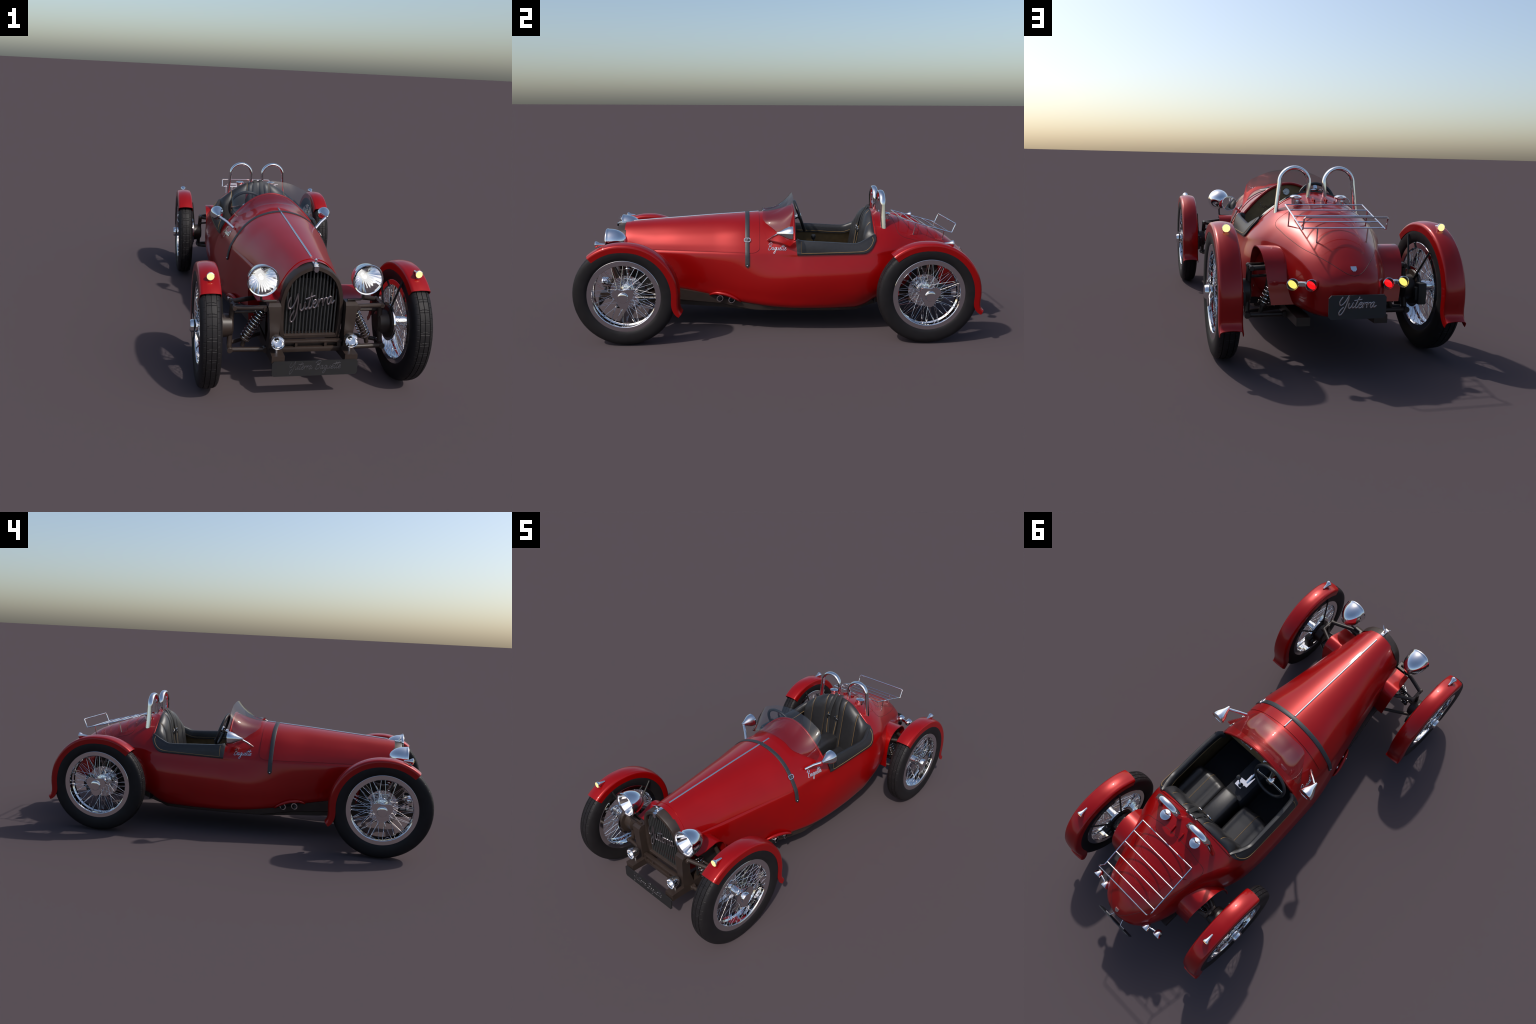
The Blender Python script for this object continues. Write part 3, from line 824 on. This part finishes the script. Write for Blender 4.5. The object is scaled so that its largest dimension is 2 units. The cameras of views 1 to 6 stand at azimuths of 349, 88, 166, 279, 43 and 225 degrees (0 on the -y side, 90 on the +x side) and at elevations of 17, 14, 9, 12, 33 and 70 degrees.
# dark plates added inside the arches in place of body openings
def dark_plate(path, x):
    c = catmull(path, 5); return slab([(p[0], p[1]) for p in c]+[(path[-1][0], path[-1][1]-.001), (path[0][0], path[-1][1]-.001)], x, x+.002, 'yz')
pair('rear_arch_dark_plate', dark_plate([(.562, .20), (.560, .31), (.582, .358), (.615, .388), (.66, .397), (.705, .385), (.742, .350), (.76, .30), (.770, .205)], .222), DARK)
pair('front_arch_dark_plate', dark_plate([(-.79, .21), (-.785, .338), (-.735, .354), (-.700, .360), (-.676, .345), (-.660, .31), (-.648, .21)], .168), DARK)

# ------------------------------------------------------------------ SUSPENSION LINKS
def coil(a, b, r, wire, turns, n=14):
    a = np.array(a, float); b = np.array(b, float); ax = b-a; L = np.linalg.norm(ax); ax /= L
    e = np.cross(ax, [0, 1, 0]); e /= np.linalg.norm(e); f = np.cross(ax, e)
    m = int(turns*n)
    return tube([a+ax*L*i/m+r*(e*math.cos(2*PI*i/n)+f*math.sin(2*PI*i/n)) for i in range(m+1)], wire, 6)
def joint(p, r=.0095, ax=(0, 1, 0), h=.024):
    return lathe([(-h/2, 0), (-h/2, r*.85), (-h/2+.002, r), (h/2-.002, r), (h/2, r*.85), (h/2, 0)], ax, p, 14)
def suspension(yc, d):
    """d=+1 for the front axle as measured; the rear axle is the same kit"""
    g = lambda x, dy, z: (x, yc+dy*(1 if d > 0 else -.72), z)
    arms = merge(rod(g(.176, -.080, .340), g(.292, -.043, .328), .0095), rod(g(.294, -.043, .328), g(.296, .018, .331), .008), rod(g(.296, .018, .331), g(.172, .080, .325), .0095),
                 joint(g(.294, -.043, .328)), joint(g(.296, .018, .331)), joint(g(.182, -.078, .336), .010))
    low = merge(rod(g(.150, -.060, .160), g(.306, -.049, .158), .0095), rod(g(.150, .100, .160), g(.306, .010, .158), .0085), rod(g(.306, -.049, .158), g(.306, .012, .158), .008),
                joint(g(.308, -.049, .158), .012), joint(g(.170, -.058, .160), .012))
    up = merge(tube([g(.297, -.015, .336), g(.303, -.016, .25), g(.308, -.030, .150)], .0105, 10))
    tie = rod(g(.150, -.015, .302), g(.303, .0, .292), .0055)
    pair('upper_wishbone', arms, BRONZE); pair('lower_wishbone', low, BRONZE); pair('upright', up, BRONZE); pair('tie_rod', tie, BRONZE)
    a, b = g(.246, -.022, .192), g(.176, -.022, .318)
    pair('coil_spring', coil(a, b, .0205, .0025, 10.5), CHROME)
    pair('damper', merge(rod(a, b, .0115), lathe([(-.004, 0), (-.004, .021), (.004, .021), (.004, 0)], np.array(b)-np.array(a), a, 18), rod(a, g(.255, -.022, .160), .009)), BRONZE)
suspension(FY, 1); suspension(RY_, -1)

# ------------------------------------------------------------------ LAMPS
def headlamp(c, R, L, axis=(0, -1, 0)):
    prof = [(-L, 0)]
    for t in np.linspace(0.04, 1, 18): prof.append((-L*(1-t), R*.97*math.sin(PI/2*t**.62)**.9))
    shell = prof+[(.004, R*.985), (.006, R), (.010, R), (.012, R*.975), (.010, R*.90), (.004, R*.885)]
    s = lathe(shell, axis, c, 56)
    bowl = [(.004, R*.885)]
    for t in np.linspace(1, 0, 14)[1:]: bowl.append((-L*.72*(1-t**2)+.004, max(R*.885*t, 1e-4)))
    return s, bowl
HC = (.2015, -.860, .457)
s, bowl = headlamp(HC, .060, .086)
hs = pair('headlamp', s, CHROME)
# faceted reflector
def reflector(bowl, c, axis, seg=48):
    V, F = lathe(bowl, axis, c, seg); return V, F
REFL = material('lamp_reflector', (.86, .86, .87), rough=.08, metal=1.)
pair('headlamp_reflector', reflector(bowl, HC, (0, -1, 0), 28), REFL, angle=6)
pair('headlamp_bulb', lathe([(-.056, .006), (-.036, .009), (-.026, .008), (-.020, 0)], (0, -1, 0), HC, 16), BULB)
FC = (.1430, -.9075, .2300)
s, bowl = headlamp(FC, .0265, .040)
pair('fog_lamp', merge(s, rod((.1430, -.895, .206), (.1430, -.895, .180), .006)), CHROME)
pair('fog_reflector', reflector(bowl, FC, (0, -1, 0), 24), REFL, angle=20)
pair('fog_bulb', lathe([(-.022, .004), (-.010, .0075), (-.004, .006), (-.001, 0)], (0, -1, 0), FC, 14), CHROME)

# tail lamps: red inboard, amber outboard on a bar
for c, m, nm in (((.1358, .921, .3090), REDLENS, 'brake_lens'), ((.1960, .9075, .3105), PALEAMB, 'turn_lens')):
    s = lathe([(-.032, 0), (-.031, .006), (-.024, .0145), (-.014, .0185), (-.002, .0205), (.001, .0205), (.002, .0190), (-.001, .0182), (-.006, .0150), (-.009, .008), (-.010, 0)], (0, 1, 0), c, 32)
    pair('tail_lamp', s, CHROME)
    pair('tail_lamp_liner', lathe([(.0008, .0188), (-.0020, .0170), (-.0030, .010), (-.0030, 0)], (0, 1, 0), c, 28), LINER)  # dark disc added so the chrome bowl does not mirror the lens
    for sg in (1, -1):
        V, F = lathe([(-.008, 1.), (-.0005, .97), (.0008, .80), (.0016, 0)], (0, 1, 0), (0, 0, 0), 32)
        th = -.72; W = []  # tilted oval builds a reflection cutting across the lens into its shape
        for x, y, z in V:
            a, b = x*.0178, z*.0112
            W.append((sg*c[0]-(a*math.cos(th)-b*math.sin(th)), c[1]+y, c[2]+a*math.sin(th)+b*math.cos(th)))
        add(nm, (W, F), m)
pair('tail_lamp_bar', merge(box((.166, .899, .310), (.062, .006, .017), .0015, (0, 0, -.22)), rod((.128, .902, .310), (.105, .880, .310), .006)), CHROME)

# wing mirrors
mc = np.array([.2735, .0285, .5050])
mh = lathe([(-.076, 0), (-.075, .0055), (-.066, .0085), (-.052, .0145), (-.036, .024), (-.020, .0310), (-.008, .0335), (.0, .0340), (.002, .0325), (.0, .0310)], (0, 1, 0), mc, 36)
pair('wing_mirror', mh, CHROME)
pair('mirror_glass', lathe([(.0005, .0315), (.001, .02), (.0012, 0)], (0, 1, 0), mc, 32), MIRROR)
pair('mirror_stem', tube([(.204, -.087, .457), (.235, -.062, .482), (.268, -.038, .501)], .0072, 10, ry=.0062), CHROME)

# ------------------------------------------------------------------ ROLL HOOPS, FUEL CAPS, LUGGAGE RACK
def hoop():
    pts = [(.036, .4875, .545), (.033, .4872, .585), (.031, .4865, .623)]
    for a in np.linspace(PI, 0, 22)[1:-1]: pts.append((.0900+.059*math.cos(a), .4855-.001*math.sin(a), .623+.0595*math.sin(a)))
    pts += [(.149, .4862, .623), (.156, .488, .565), (.1645, .4915, .495)]
    return tube(pts, .0082, 16, ry=.0138, up=(0, 1, 0))
pair('roll_hoop', hoop(), CHROME)
cap = lathe([(-.034, .0165), (-.011, .0165), (-.010, .0225), (-.006, .0240), (-.002, .0235), (.003, .015), (.005, 0)], (0, .10, 1), (.0902, .5165, .5745), 32)
latch = merge(box((.0902, .536, .556), (.010, .005, .007), .001))
pair('fuel_cap', merge(cap, latch), CHROME)

r_ = .0028
A = np.array([.1508, .597, .5478]); B = np.array([.1492, .8425, .4822]); C = np.array([.1490, .8595, .5268])
rack = []
side = tube([A, A+(B-A)*.5, A+(B-A)*.985, B+(C-B)*.04, B+(C-B)*.5, C-np.array([0, .001, .004]), C-np.array([.004, 0, 0]), C*np.array([.5, 1, 1]), C*np.array([0, 1, 1])], r_, 8, cap=False)
RACK = empty('luggage_rack', (0, 0, 0), CAR)
pair('rack_frame', side, CHROME, RACK)
for t in (.004, .235, .47, .70, .93):
    p = A+(B-A)*t
    add('rack_bar', rod(p, p*np.array([-1, 1, 1]), .0025, 8), CHROME, RACK)
pair('rack_leg', rod((.1500, .658, .530), (.1500, .644, .466), .0026, 8), CHROME, RACK)
pair('rack_leg', rod((.0910, .823, .486), (.0905, .814, .432), .0026, 8), CHROME, RACK)

# ------------------------------------------------------------------ EXHAUST OUTLETS
for c in ((.2210, -.3285, .1690), (.2310, -.2700, .1645)):
    pipe = lathe([(-.07, .0135), (.008, .0138), (.009, .0165), (.013, .0168), (.0135, .0130), (-.03, .0115), (-.03, 0)], (1, .25, -.10), c, 24)
    pair('exhaust_tip', pipe, CHROME)
def lip_z(y, t): return S(y, 8)[2]+.002+math.sin(PI*t)**.6*.026
def lip():
    pts = []
    for t in np.linspace(0, 1, 26):
        y = -.378+t*.155; pts.append(off(y, find_u(y, lip_z(y, t)), .003+.009*math.sin(PI*t)**.5))
    return tube(pts, .0085, 12, taper=[.35+.65*math.sin(PI*t)**.5 for t in np.linspace(0, 1, 26)])
pair('exhaust_lip', lip(), RED)
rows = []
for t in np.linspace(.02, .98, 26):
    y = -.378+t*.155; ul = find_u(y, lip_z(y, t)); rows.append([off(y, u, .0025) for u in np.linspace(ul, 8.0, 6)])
pair('exhaust_dark_patch', grid(rows), DARK)  # dark patch laid on the body skin for the shaded hollow round the pipes

# shield badge on the tail
bdg = slab([(-.010, -.009), (.010, -.009), (.010, .003), (.004, .011), (-.004, .011), (-.010, .003)], 0, .003, 'xy')
p0, n0 = S(.944, 0), np.array([0, .72, .69]); t0 = np.array([1., 0, 0]); d0 = np.cross(n0, t0); d0 = -d0 if d0[2] > 0 else d0
add('tail_badge', ([tuple(p0+t0*v[0]+d0*v[1]+n0*v[2]) for v in bdg[0]], bdg[1]), CHROME, angle=20)
